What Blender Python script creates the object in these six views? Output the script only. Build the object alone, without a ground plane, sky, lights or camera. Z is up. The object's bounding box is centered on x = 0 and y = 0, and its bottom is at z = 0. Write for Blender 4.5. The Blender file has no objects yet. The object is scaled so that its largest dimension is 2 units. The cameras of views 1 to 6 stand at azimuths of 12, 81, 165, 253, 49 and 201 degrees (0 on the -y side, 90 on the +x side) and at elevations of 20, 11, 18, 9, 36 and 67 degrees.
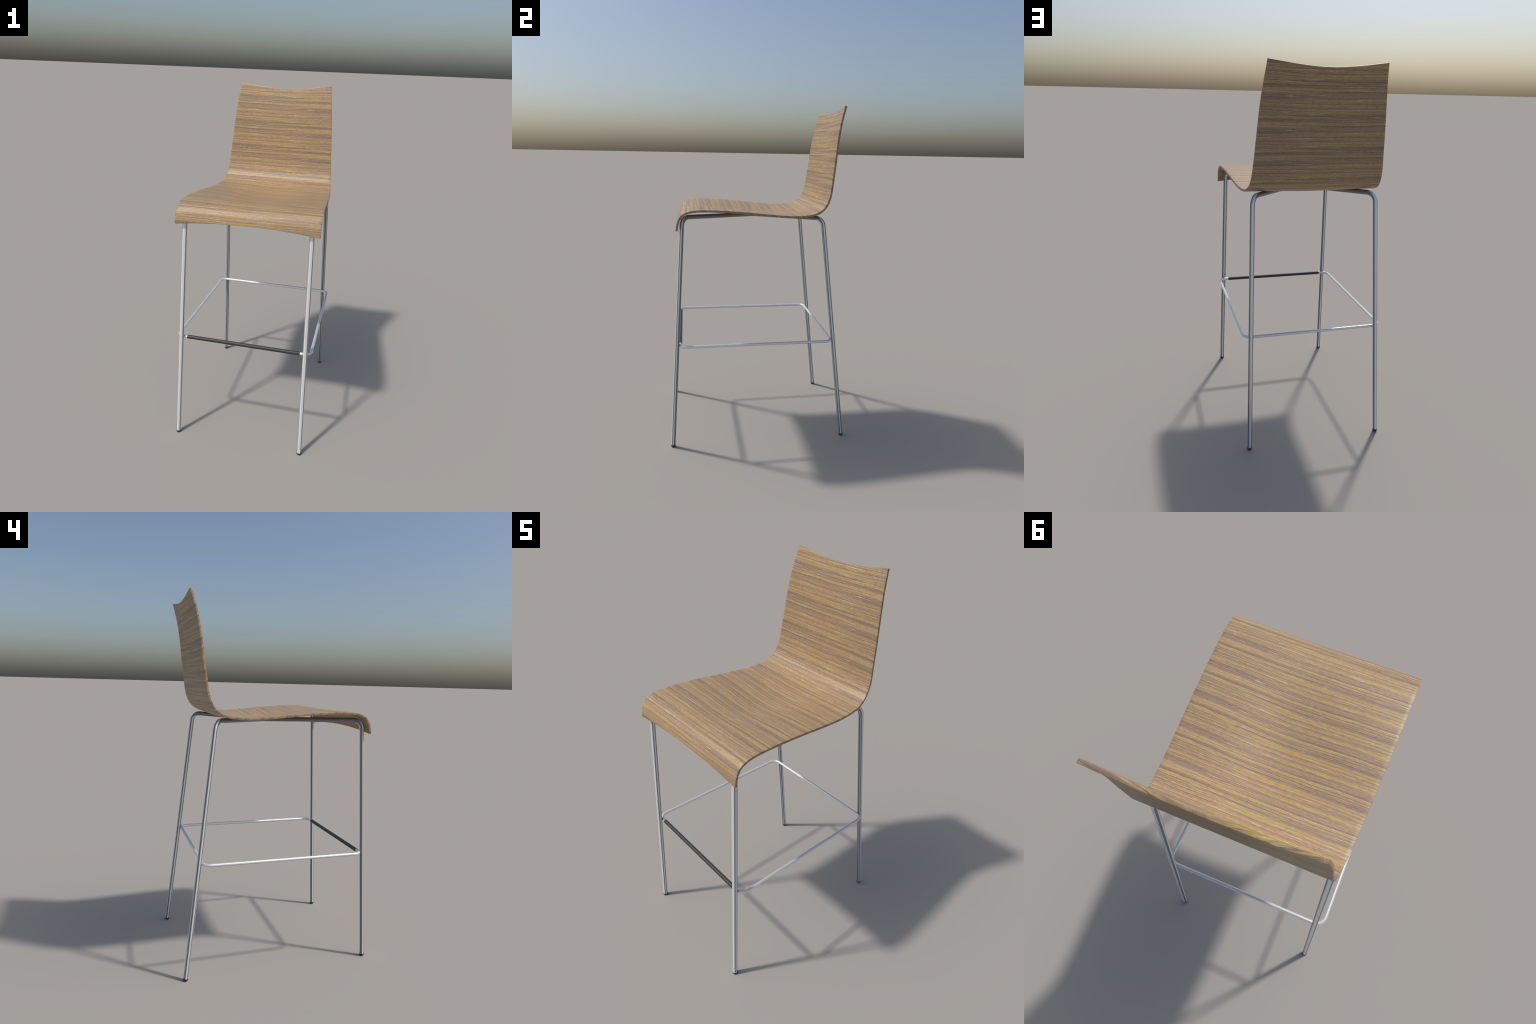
import bpy, bmesh, math
from mathutils import Vector, Matrix

# ------------------------------------------------------------------ helpers
def new_object(name, mesh, material, parent):
    ob = bpy.data.objects.new(name, mesh)
    bpy.context.scene.collection.objects.link(ob)
    if material:
        mesh.materials.append(material)
    ob.parent = parent
    return ob

def catmull(points, samples):
    """Centripetal-free Catmull-Rom through tuples, densely sampled."""
    pts = [Vector(p) for p in points]
    pts = [pts[0] * 2 - pts[1]] + pts + [pts[-1] * 2 - pts[-2]]
    out = []
    for i in range(1, len(pts) - 2):
        p0, p1, p2, p3 = pts[i - 1:i + 3]
        for k in range(samples):
            t = k / samples
            out.append(0.5 * ((2 * p1) + (p2 - p0) * t + (2 * p0 - 5 * p1 + 4 * p2 - p3) * t * t
                              + (3 * p1 - p0 - 3 * p2 + p3) * t ** 3))
    out.append(pts[-2].copy())
    return out

def smooth(a, b, x):
    t = min(1, max(0, (x - a) / (b - a)))
    return t * t * (3 - 2 * t)

def fillet(corner, a, b, length, n):
    """Round the corner between the rays corner->a and corner->b."""
    da, db = (a - corner).normalized(), (b - corner).normalized()
    half = da.angle(db) / 2
    radius = length * math.tan(half)
    centre = corner + (da + db).normalized() * (radius / math.sin(half))
    p0, p1 = corner + da * length, corner + db * length
    v0, v1 = p0 - centre, p1 - centre
    u0, u1 = v0.normalized(), v1.normalized()
    return [centre + u0.slerp(u1, i / n) * radius for i in range(n + 1)]

def sweep(path, radius, sides, closed=False, round_ends=0.0):
    """Round tube along a polyline with parallel-transported frames."""
    n = len(path)
    tang = []
    for i in range(n):
        if closed:
            t = path[(i + 1) % n] - path[i - 1]
        else:
            t = path[min(i + 1, n - 1)] - path[max(i - 1, 0)]
        tang.append(t.normalized())
    ref = tang[0].orthogonal().normalized()
    rows = []                      # (centre, tangent, normal, radius)
    for i in range(n):
        if i:
            ref = tang[i - 1].rotation_difference(tang[i]) @ ref
            ref = (ref - tang[i] * ref.dot(tang[i])).normalized()
        rows.append((path[i], tang[i], ref.copy(), radius))
    if round_ends and not closed:
        r = round_ends
        head, tail = [], []
        for k in range(5):
            a = math.pi / 2 * k / 4
            c, t, m, _ = rows[0]
            head.append((c + t * r * (1 - math.sin(a)), t, m, radius - r * (1 - math.cos(a))))
            c, t, m, _ = rows[-1]
            tail.append((c - t * r * (1 - math.sin(a)), t, m, radius - r * (1 - math.cos(a))))
        rows = head[::-1] + rows[1:-1] + tail
    bm = bmesh.new()
    rings = []
    for c, t, m, r in rows:
        b = t.cross(m)
        rings.append([bm.verts.new(c + (m * math.cos(2 * math.pi * j / sides)
                                        + b * math.sin(2 * math.pi * j / sides)) * r) for j in range(sides)])
    m = len(rings)
    for i in range(m if closed else m - 1):
        r0, r1 = rings[i], rings[(i + 1) % m]
        shift = 0
        if closed and i == m - 1:  # frames may have turned once round the loop
            shift = min(range(sides), key=lambda k: (r1[k].co - r0[0].co).length)
        for j in range(sides):
            bm.faces.new((r0[j], r0[(j + 1) % sides], r1[(j + 1 + shift) % sides], r1[(j + shift) % sides]))
    if not closed:
        bm.faces.new(rings[0][::-1])
        bm.faces.new(rings[-1])
    bmesh.ops.recalc_face_normals(bm, faces=bm.faces)
    return bm

def to_mesh(bm, name, sharp=50):
    me = bpy.data.meshes.new(name)
    bm.to_mesh(me)
    bm.free()
    me.polygons.foreach_set("use_smooth", [True] * len(me.polygons))
    me.set_sharp_from_angle(angle=math.radians(sharp))
    return me

# ------------------------------------------------------------------ shell profile
# side profile of the upper surface at the shell's side edge: y, z, half width
PROFILE = [
    (0.4785, 1.999, 0.2870), (0.4550, 1.912, 0.2980), (0.4410, 1.841, 0.3070), (0.4310, 1.773, 0.3140),
    (0.4215, 1.687, 0.3210), (0.4140, 1.626, 0.3260), (0.4050, 1.554, 0.3310), (0.3975, 1.504, 0.3360),
    (0.3887, 1.469, 0.3388), (0.3742, 1.4384, 0.3421), (0.3537, 1.4135, 0.3461), (0.3248, 1.3962, 0.3513),
    (0.2860, 1.3845, 0.3560), (0.2200, 1.3790, 0.3605), (0.1480, 1.3800, 0.3645), (0.0372, 1.3893, 0.3695),
    (-0.0900, 1.4020, 0.3740), (-0.1980, 1.4095, 0.3775), (-0.2800, 1.4132, 0.3800), (-0.3340, 1.4138, 0.3815),
    (-0.3657, 1.4127, 0.3823), (-0.3960, 1.4090, 0.3831), (-0.4220, 1.4020, 0.3837), (-0.4450, 1.3910, 0.3842),
    (-0.4610, 1.3740, 0.3845), (-0.4713, 1.3535, 0.3848), (-0.4780, 1.3300, 0.3849), (-0.4826, 1.2995, 0.3850),
]
THICK = 0.0118
SEAT_DISH = 0.027          # depth of the hollow in the seat
HOLLOW_Y, HOLLOW_SX, HOLLOW_SY = -0.03, 0.14, 0.175
BACK_DISH = 0.0075

dense = catmull(PROFILE, 24)
arc = [0.0]
for a, b in zip(dense, dense[1:]):
    arc.append(arc[-1] + math.hypot(b.x - a.x, b.y - a.y))
TOTAL = arc[-1]

def profile_at(s):
    lo, hi = 0, len(arc) - 1
    while hi - lo > 1:
        mid = (lo + hi) // 2
        if arc[mid] <= s:
            lo = mid
        else:
            hi = mid
    t = (s - arc[lo]) / (arc[hi] - arc[lo])
    return dense[lo].lerp(dense[hi], t)

def shell_point(s, v):
    """Point of the upper surface at arc length s from the top, v in -1..1."""
    p = profile_at(s)
    x, y, z = (p.z + 0.0012) * v, p.x, p.y
    if z > 1.43:
        y += BACK_DISH * (1 - v * v) * smooth(1.5, 2.05, z)
    hollow = math.exp(-0.5 * ((x / HOLLOW_SX) ** 2 + ((y - HOLLOW_Y) / HOLLOW_SY) ** 2))
    z -= SEAT_DISH * hollow * smooth(1.5, 1.40, z)
    return Vector((x, y, z))

def build_shell():
    rows, cols = 170, 44
    def trimmed(t, v):
        x = 0.287 * v
        a = 0.14
        top = 0.0280 * (1 - (math.sqrt(x * x + a * a) - a) / (math.sqrt(0.287 ** 2 + a * a) - a))
        lip = 0.0245 * (1 - v * v)
        return top + (TOTAL - lip - top) * t
    bm = bmesh.new()
    up, down = [], []
    for i in range(rows + 1):
        ru, rd = [], []
        for j in range(cols + 1):
            v = -1 + 2 * j / cols
            s = trimmed(i / rows, v)
            p = shell_point(s, v)
            e = 0.004
            ds = shell_point(min(TOTAL, s + e), v) - shell_point(max(0, s - e), v)
            dv = shell_point(s, min(1, v + .02)) - shell_point(s, max(-1, v - .02))
            n = ds.cross(dv).normalized()
            if n.z + -n.y < 0:
                n = -n
            ru.append(bm.verts.new(p))
            rd.append(bm.verts.new(p - n * THICK))
        up.append(ru)
        down.append(rd)
    for i in range(rows):
        for j in range(cols):
            bm.faces.new((up[i][j], up[i + 1][j], up[i + 1][j + 1], up[i][j + 1]))
            bm.faces.new((down[i][j], down[i][j + 1], down[i + 1][j + 1], down[i + 1][j]))
    for i in range(rows):
        for j in (0, cols):
            bm.faces.new((up[i][j], down[i][j], down[i + 1][j], up[i + 1][j]))
    for j in range(cols):
        for i in (0, rows):
            bm.faces.new((up[i][j], up[i][j + 1], down[i][j + 1], down[i][j]))
    bmesh.ops.recalc_face_normals(bm, faces=bm.faces)
    rim = [e for e in bm.edges if len(e.link_faces) == 2 and e.calc_face_angle(0) > math.radians(50)]
    bmesh.ops.bevel(bm, geom=rim, offset=0.0014, segments=2, profile=0.5, affect='EDGES', clamp_overlap=True)
    return to_mesh(bm, "seat_shell", 24)

# ------------------------------------------------------------------ materials
def nodes_of(name):
    m = bpy.data.materials.new(name)
    m.use_nodes = True
    nt = m.node_tree
    return m, nt, nt.nodes["Principled BSDF"]

def math_node(nt, op, a, b=None, c=None):
    n = nt.nodes.new("ShaderNodeMath")
    n.operation = op
    for i, v in enumerate((a, b, c)):
        if v is None:
            continue
        if isinstance(v, (int, float)):
            n.inputs[i].default_value = v
        else:
            nt.links.new(v, n.inputs[i])
    return n.outputs[0]

def ramp(nt, fac, stops, interp='LINEAR'):
    n = nt.nodes.new("ShaderNodeValToRGB")
    n.color_ramp.interpolation = interp
    el = n.color_ramp.elements
    while len(el) < len(stops):
        el.new(0.5)
    for e, (pos, col) in zip(el, stops):
        e.position = pos
        e.color = (*col, 1) if isinstance(col, tuple) else (col, col, col, 1)
    nt.links.new(fac, n.inputs[0])
    return n.outputs[0]

def mix(nt, fac, a, b, blend='MIX'):
    n = nt.nodes.new("ShaderNodeMix")
    n.data_type = 'RGBA'
    n.blend_type = blend
    for sock, v in ((n.inputs[0], fac), (n.inputs[6], a), (n.inputs[7], b)):
        if isinstance(v, (int, float)):
            sock.default_value = v
        elif isinstance(v, tuple):
            sock.default_value = (*v, 1)
        else:
            nt.links.new(v, sock)
    return n.outputs[2]

def combine(nt, x, y, z):
    n = nt.nodes.new("ShaderNodeCombineXYZ")
    for i, v in enumerate((x, y, z)):
        if isinstance(v, (int, float)):
            n.inputs[i].default_value = v
        else:
            nt.links.new(v, n.inputs[i])
    return n.outputs[0]

def noise(nt, vec, scale, detail=2.0, rough=0.5):
    n = nt.nodes.new("ShaderNodeTexNoise")
    n.inputs["Scale"].default_value = scale
    n.inputs["Detail"].default_value = detail
    n.inputs["Roughness"].default_value = rough
    nt.links.new(vec, n.inputs["Vector"])
    return n.outputs[0]

def wood_material():
    m, nt, bsdf = nodes_of("striped_veneer")
    tc = nt.nodes.new("ShaderNodeTexCoord")
    sep = nt.nodes.new("ShaderNodeSeparateXYZ")
    nt.links.new(tc.outputs["Object"], sep.inputs[0])
    x, y, z = sep.outputs
    # y + z rises steadily along the bent sheet; a curve turns it into distance along the sheet
    f = math_node(nt, 'ADD', y, z)
    # the hollow of the seat lowers z in the middle: give that back so the grain stays straight
    ux = math_node(nt, 'DIVIDE', x, HOLLOW_SX)
    uy = math_node(nt, 'DIVIDE', math_node(nt, 'SUBTRACT', y, HOLLOW_Y), HOLLOW_SY)
    r2 = math_node(nt, 'ADD', math_node(nt, 'MULTIPLY', ux, ux), math_node(nt, 'MULTIPLY', uy, uy))
    hollow = math_node(nt, 'EXPONENT', math_node(nt, 'MULTIPLY', r2, -0.5))
    f = math_node(nt, 'MULTIPLY_ADD', hollow, SEAT_DISH, f)
    f0 = dense[-1].x + dense[-1].y - 0.02
    f1 = dense[0].x + dense[0].y + 0.02
    fn = math_node(nt, 'DIVIDE', math_node(nt, 'SUBTRACT', f, f0), f1 - f0)
    fc = nt.nodes.new("ShaderNodeFloatCurve")
    cv = fc.mapping.curves[0]
    steps = 22
    pts = []
    grown, last = 0.0, TOTAL          # the figure is packed a little closer on the seat than on the back
    for i in range(steps + 1):
        s = TOTAL * (1 - i / steps)
        p = profile_at(s)
        grown += (last - s) * (1.0 + 0.18 * smooth(0.36, 0.24, p.x))
        last = s
        pts.append((((p.x + p.y) - f0) / (f1 - f0), grown / (1.2 * TOTAL)))
    cv.points[0].location = pts[0]
    cv.points[1].location = pts[-1]
    for p in pts[1:-1]:
        cv.points.new(*p)
    fc.mapping.use_clip = False
    fc.mapping.extend = 'EXTRAPOLATED'
    fc.mapping.update()
    nt.links.new(fn, fc.inputs["Value"])
    s = math_node(nt, 'MULTIPLY', fc.outputs[0], 1.2 * TOTAL)
    # slow and fine waviness of the grain
    wv = noise(nt, combine(nt, math_node(nt, 'MULTIPLY', x, 5.0), math_node(nt, 'MULTIPLY', s, 22.0), 3.7), 1.0, 2.0)
    s = math_node(nt, 'ADD', s, math_node(nt, 'MULTIPLY', math_node(nt, 'SUBTRACT', wv, 0.5), 0.010))
    wf = noise(nt, combine(nt, math_node(nt, 'MULTIPLY', x, 26.0), math_node(nt, 'MULTIPLY', s, 60.0), 9.1), 1.0, 1.0)
    s = math_node(nt, 'ADD', s, math_node(nt, 'MULTIPLY', math_node(nt, 'SUBTRACT', wf, 0.5), 0.0022))
    # the veneer leaves repeat every PERIOD: wrap the distance round a circle
    PERIOD = 0.157
    th = math_node(nt, 'MULTIPLY', s, 2 * math.pi / PERIOD)
    cs, sn = math_node(nt, 'COSINE', th), math_node(nt, 'SINE', th)
    def strata(features, along, seed, detail=2.0, rough=0.5):
        r = features / (2 * math.pi)
        ox = math_node(nt, 'MULTIPLY_ADD', x, along, seed)
        return noise(nt, combine(nt, math_node(nt, 'MULTIPLY', cs, r), math_node(nt, 'MULTIPLY', sn, r), ox), 1.0, detail, rough)
    broad = strata(9, 0.7, 4.0, 1.0)
    mid = strata(21, 0.9, 11.3, 2.0, 0.6)
    fine = strata(80, 3.2, 23.9, 2.0, 0.65)
    tone = math_node(nt, 'ADD', math_node(nt, 'MULTIPLY', broad, 0.30), math_node(nt, 'ADD', math_node(nt, 'MULTIPLY', mid, 0.75), math_node(nt, 'MULTIPLY', fine, 0.50)))
    tone = math_node(nt, 'MULTIPLY_ADD', math_node(nt, 'SUBTRACT', tone, 0.775), 3.2, 0.50)
    col = ramp(nt, tone, [(0.05, WOOD['grey']), (0.36, WOOD['mauve']), (0.64, WOOD['tan']), (0.98, WOOD['light'])])
    ym = strata(19, 0.9, 41.7, 2.0, 0.5)
    ymask = ramp(nt, ym, [(0.525, 0.0), (0.62, 1.0)])
    # yellow bands are broken up by the fine strands
    ymask = math_node(nt, 'MULTIPLY', ymask, ramp(nt, fine, [(0.32, 0.45), (0.55, 1.0)]))
    col = mix(nt, math_node(nt, 'MULTIPLY', ymask, 0.92), col, WOOD['yellow'])
    dk = strata(36, 1.1, 67.1, 1.5, 0.6)
    dmask = ramp(nt, dk, [(0.545, 0.0), (0.63, 1.0)])
    col = mix(nt, math_node(nt, 'MULTIPLY', dmask, 0.8), col, WOOD['dark'])
    pl = strata(50, 6.0, 83.3, 1.0, 0.5)
    pmask = ramp(nt, pl, [(0.65, 0.0), (0.73, 1.0)])
    col = mix(nt, math_node(nt, 'MULTIPLY', pmask, 0.7), col, WOOD['pale'])
    # fine fibre
    fib = noise(nt, combine(nt, math_node(nt, 'MULTIPLY', x, 40.0), math_node(nt, 'MULTIPLY', s, 700.0), 1.3), 1.0, 2.0)
    g = ramp(nt, fib, [(0.25, 0.86), (0.75, 1.1)])
    col = mix(nt, 1.0, col, g, 'MULTIPLY')
    # short mottled flecks
    mot = noise(nt, combine(nt, math_node(nt, 'MULTIPLY', x, 55.0), math_node(nt, 'MULTIPLY', s, 260.0), 5.9), 1.0, 2.0)
    g = ramp(nt, mot, [(0.30, 0.84), (0.70, 1.15)])
    col = mix(nt, 1.0, col, g, 'MULTIPLY')
    nt.links.new(col, bsdf.inputs["Base Color"])
    bsdf.inputs["Roughness"].default_value = 0.45
    bsdf.inputs["Specular IOR Level"].default_value = 0.36
    return m

WOOD = dict(tan=(0.405, 0.260, 0.146), mauve=(0.310, 0.207, 0.145), grey=(0.225, 0.170, 0.126),
            light=(0.48, 0.325, 0.185), yellow=(0.455, 0.330, 0.105), dark=(0.200, 0.152, 0.110),
            pale=(0.66, 0.53, 0.30))

def painted_reflection_steel(name, around, bands):
    """Steel with chrome reflections painted into the base colour as lengthwise light and dark bands.
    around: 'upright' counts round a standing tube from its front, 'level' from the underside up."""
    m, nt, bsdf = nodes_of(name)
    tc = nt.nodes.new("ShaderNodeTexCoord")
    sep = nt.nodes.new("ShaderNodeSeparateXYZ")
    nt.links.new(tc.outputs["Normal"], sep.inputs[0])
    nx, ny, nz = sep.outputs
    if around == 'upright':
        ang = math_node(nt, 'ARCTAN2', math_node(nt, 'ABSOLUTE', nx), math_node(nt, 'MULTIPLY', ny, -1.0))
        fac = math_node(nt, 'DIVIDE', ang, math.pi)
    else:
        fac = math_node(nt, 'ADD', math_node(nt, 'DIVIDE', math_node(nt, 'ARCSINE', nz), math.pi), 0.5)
    # the painted reflections wander a little along the tube
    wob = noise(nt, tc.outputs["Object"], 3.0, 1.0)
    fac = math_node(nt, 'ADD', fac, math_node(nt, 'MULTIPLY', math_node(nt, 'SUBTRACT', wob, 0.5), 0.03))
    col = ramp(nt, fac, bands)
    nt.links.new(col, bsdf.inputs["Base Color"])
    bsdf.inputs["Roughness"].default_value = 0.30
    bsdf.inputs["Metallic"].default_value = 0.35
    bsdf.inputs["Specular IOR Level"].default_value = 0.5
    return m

LIGHT, SOFT, DARK = (0.88, 0.885, 0.90), (0.70, 0.70, 0.69), (0.20, 0.20, 0.205)  # base colours for painted chrome: bright reflection, softer one, dark reflection
FRONT_REFLECTION_BANDS = [(0.0, SOFT), (0.03, SOFT), (0.07, LIGHT), (0.22, LIGHT), (0.265, DARK), (0.36, DARK), (0.41, LIGHT),
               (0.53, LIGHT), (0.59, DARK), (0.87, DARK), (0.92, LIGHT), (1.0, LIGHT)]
REAR_REFLECTION_BANDS = [(0.0, DARK), (0.12, DARK), (0.17, SOFT), (0.21, SOFT), (0.26, DARK), (0.37, DARK), (0.42, LIGHT),
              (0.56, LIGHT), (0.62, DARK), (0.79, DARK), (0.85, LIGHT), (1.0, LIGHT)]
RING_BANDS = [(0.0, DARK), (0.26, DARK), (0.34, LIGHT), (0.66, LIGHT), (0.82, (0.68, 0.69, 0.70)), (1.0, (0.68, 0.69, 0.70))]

def plastic_material(name, colour, roughness):
    m, nt, bsdf = nodes_of(name)
    tc = nt.nodes.new("ShaderNodeTexCoord")
    n = noise(nt, tc.outputs["Object"], 90.0, 2.0)
    c = ramp(nt, n, [(0.3, tuple(v * 0.9 for v in colour)), (0.7, tuple(v * 1.1 for v in colour))])
    nt.links.new(c, bsdf.inputs["Base Color"])
    bsdf.inputs["Roughness"].default_value = roughness
    return m

# ------------------------------------------------------------------ assembly
wood = wood_material()
front_steel = painted_reflection_steel("front_leg_steel", 'upright', FRONT_REFLECTION_BANDS)
rear_steel = painted_reflection_steel("rear_leg_steel", 'upright', REAR_REFLECTION_BANDS)
ring_steel = painted_reflection_steel("footrest_steel", 'level', RING_BANDS)
rubber = plastic_material("black_grip", (0.030, 0.031, 0.031), 0.5)
cap_mat = plastic_material("black_foot", (0.015, 0.015, 0.015), 0.45)

stool = bpy.data.objects.new("bar_stool", None)
bpy.context.scene.collection.objects.link(stool)
stool["label"] = "tall bar stool with bent striped plywood seat and chrome legs"
stool["category"] = "bar stool"

new_object("seat_shell", build_shell(), wood, stool)

# legs: foot -> bend under the seat -> straight rail to the middle, four of them making an X
LEG_R, BEND = 0.0127, 0.046
HUB = Vector((0, 0, 1.3485))
def leg_line(sx, foot, top, corner_z):
    foot = Vector((sx * foot[0], foot[1], 0))
    top = Vector((sx * top[0], top[1], 1.3))
    corner = foot + (top - foot) * (corner_z / 1.3)
    return foot, corner
for sx in (-1, 1):
    for foot_xy, top_xy, cz in (((0.369, -0.518), (0.3405, -0.4495), 1.3700), ((0.369, 0.517), (0.330, 0.3675), 1.3612)):
        foot, corner = leg_line(sx, foot_xy, top_xy, cz)
        axis = (corner - foot).normalized()
        straight = [foot + axis * d for d in (0.006, 0.2, 0.5, 0.8, 1.1)]
        path = straight + fillet(corner, foot, HUB, BEND, 14) + [HUB.lerp(corner, 0.4), HUB]
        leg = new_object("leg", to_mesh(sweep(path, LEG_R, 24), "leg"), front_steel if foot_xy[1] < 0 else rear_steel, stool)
        # foot: short black plug, a little wider than the tube, with a rounded underside
        cap = sweep([foot + axis * d for d in (0.0, 0.003, 0.006, 0.009, 0.0105)], 0.0134, 24, round_ends=0.003)
        low = min(v.co.z for v in cap.verts)
        bmesh.ops.translate(cap, verts=cap.verts, vec=(0, 0, -low))
        new_object("foot_cap", to_mesh(cap, "foot_cap"), cap_mat, leg)

# footrest: one closed ring of thinner tube set inside the legs, rounded at the corners
RING_Z, RX, RY0, RY1 = 0.6275, 0.3845, -0.4675, 0.4275
corners = [Vector((RX, RY0, RING_Z)), Vector((RX, RY1, RING_Z)), Vector((-RX, RY1, RING_Z)), Vector((-RX, RY0, RING_Z))]
loop = []
for i, c in enumerate(corners):
    loop += fillet(c, corners[i - 1], corners[(i + 1) % 4], 0.042, 12)
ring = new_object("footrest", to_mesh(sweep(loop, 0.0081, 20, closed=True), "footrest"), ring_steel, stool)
bar = [Vector((x, RY0, RING_Z)) for x in (-0.325, -0.32, -0.1, 0.1, 0.32, 0.325)]
new_object("footrest_grip", to_mesh(sweep(bar, 0.0106, 24, round_ends=0.001), "footrest_grip"), rubber, ring)
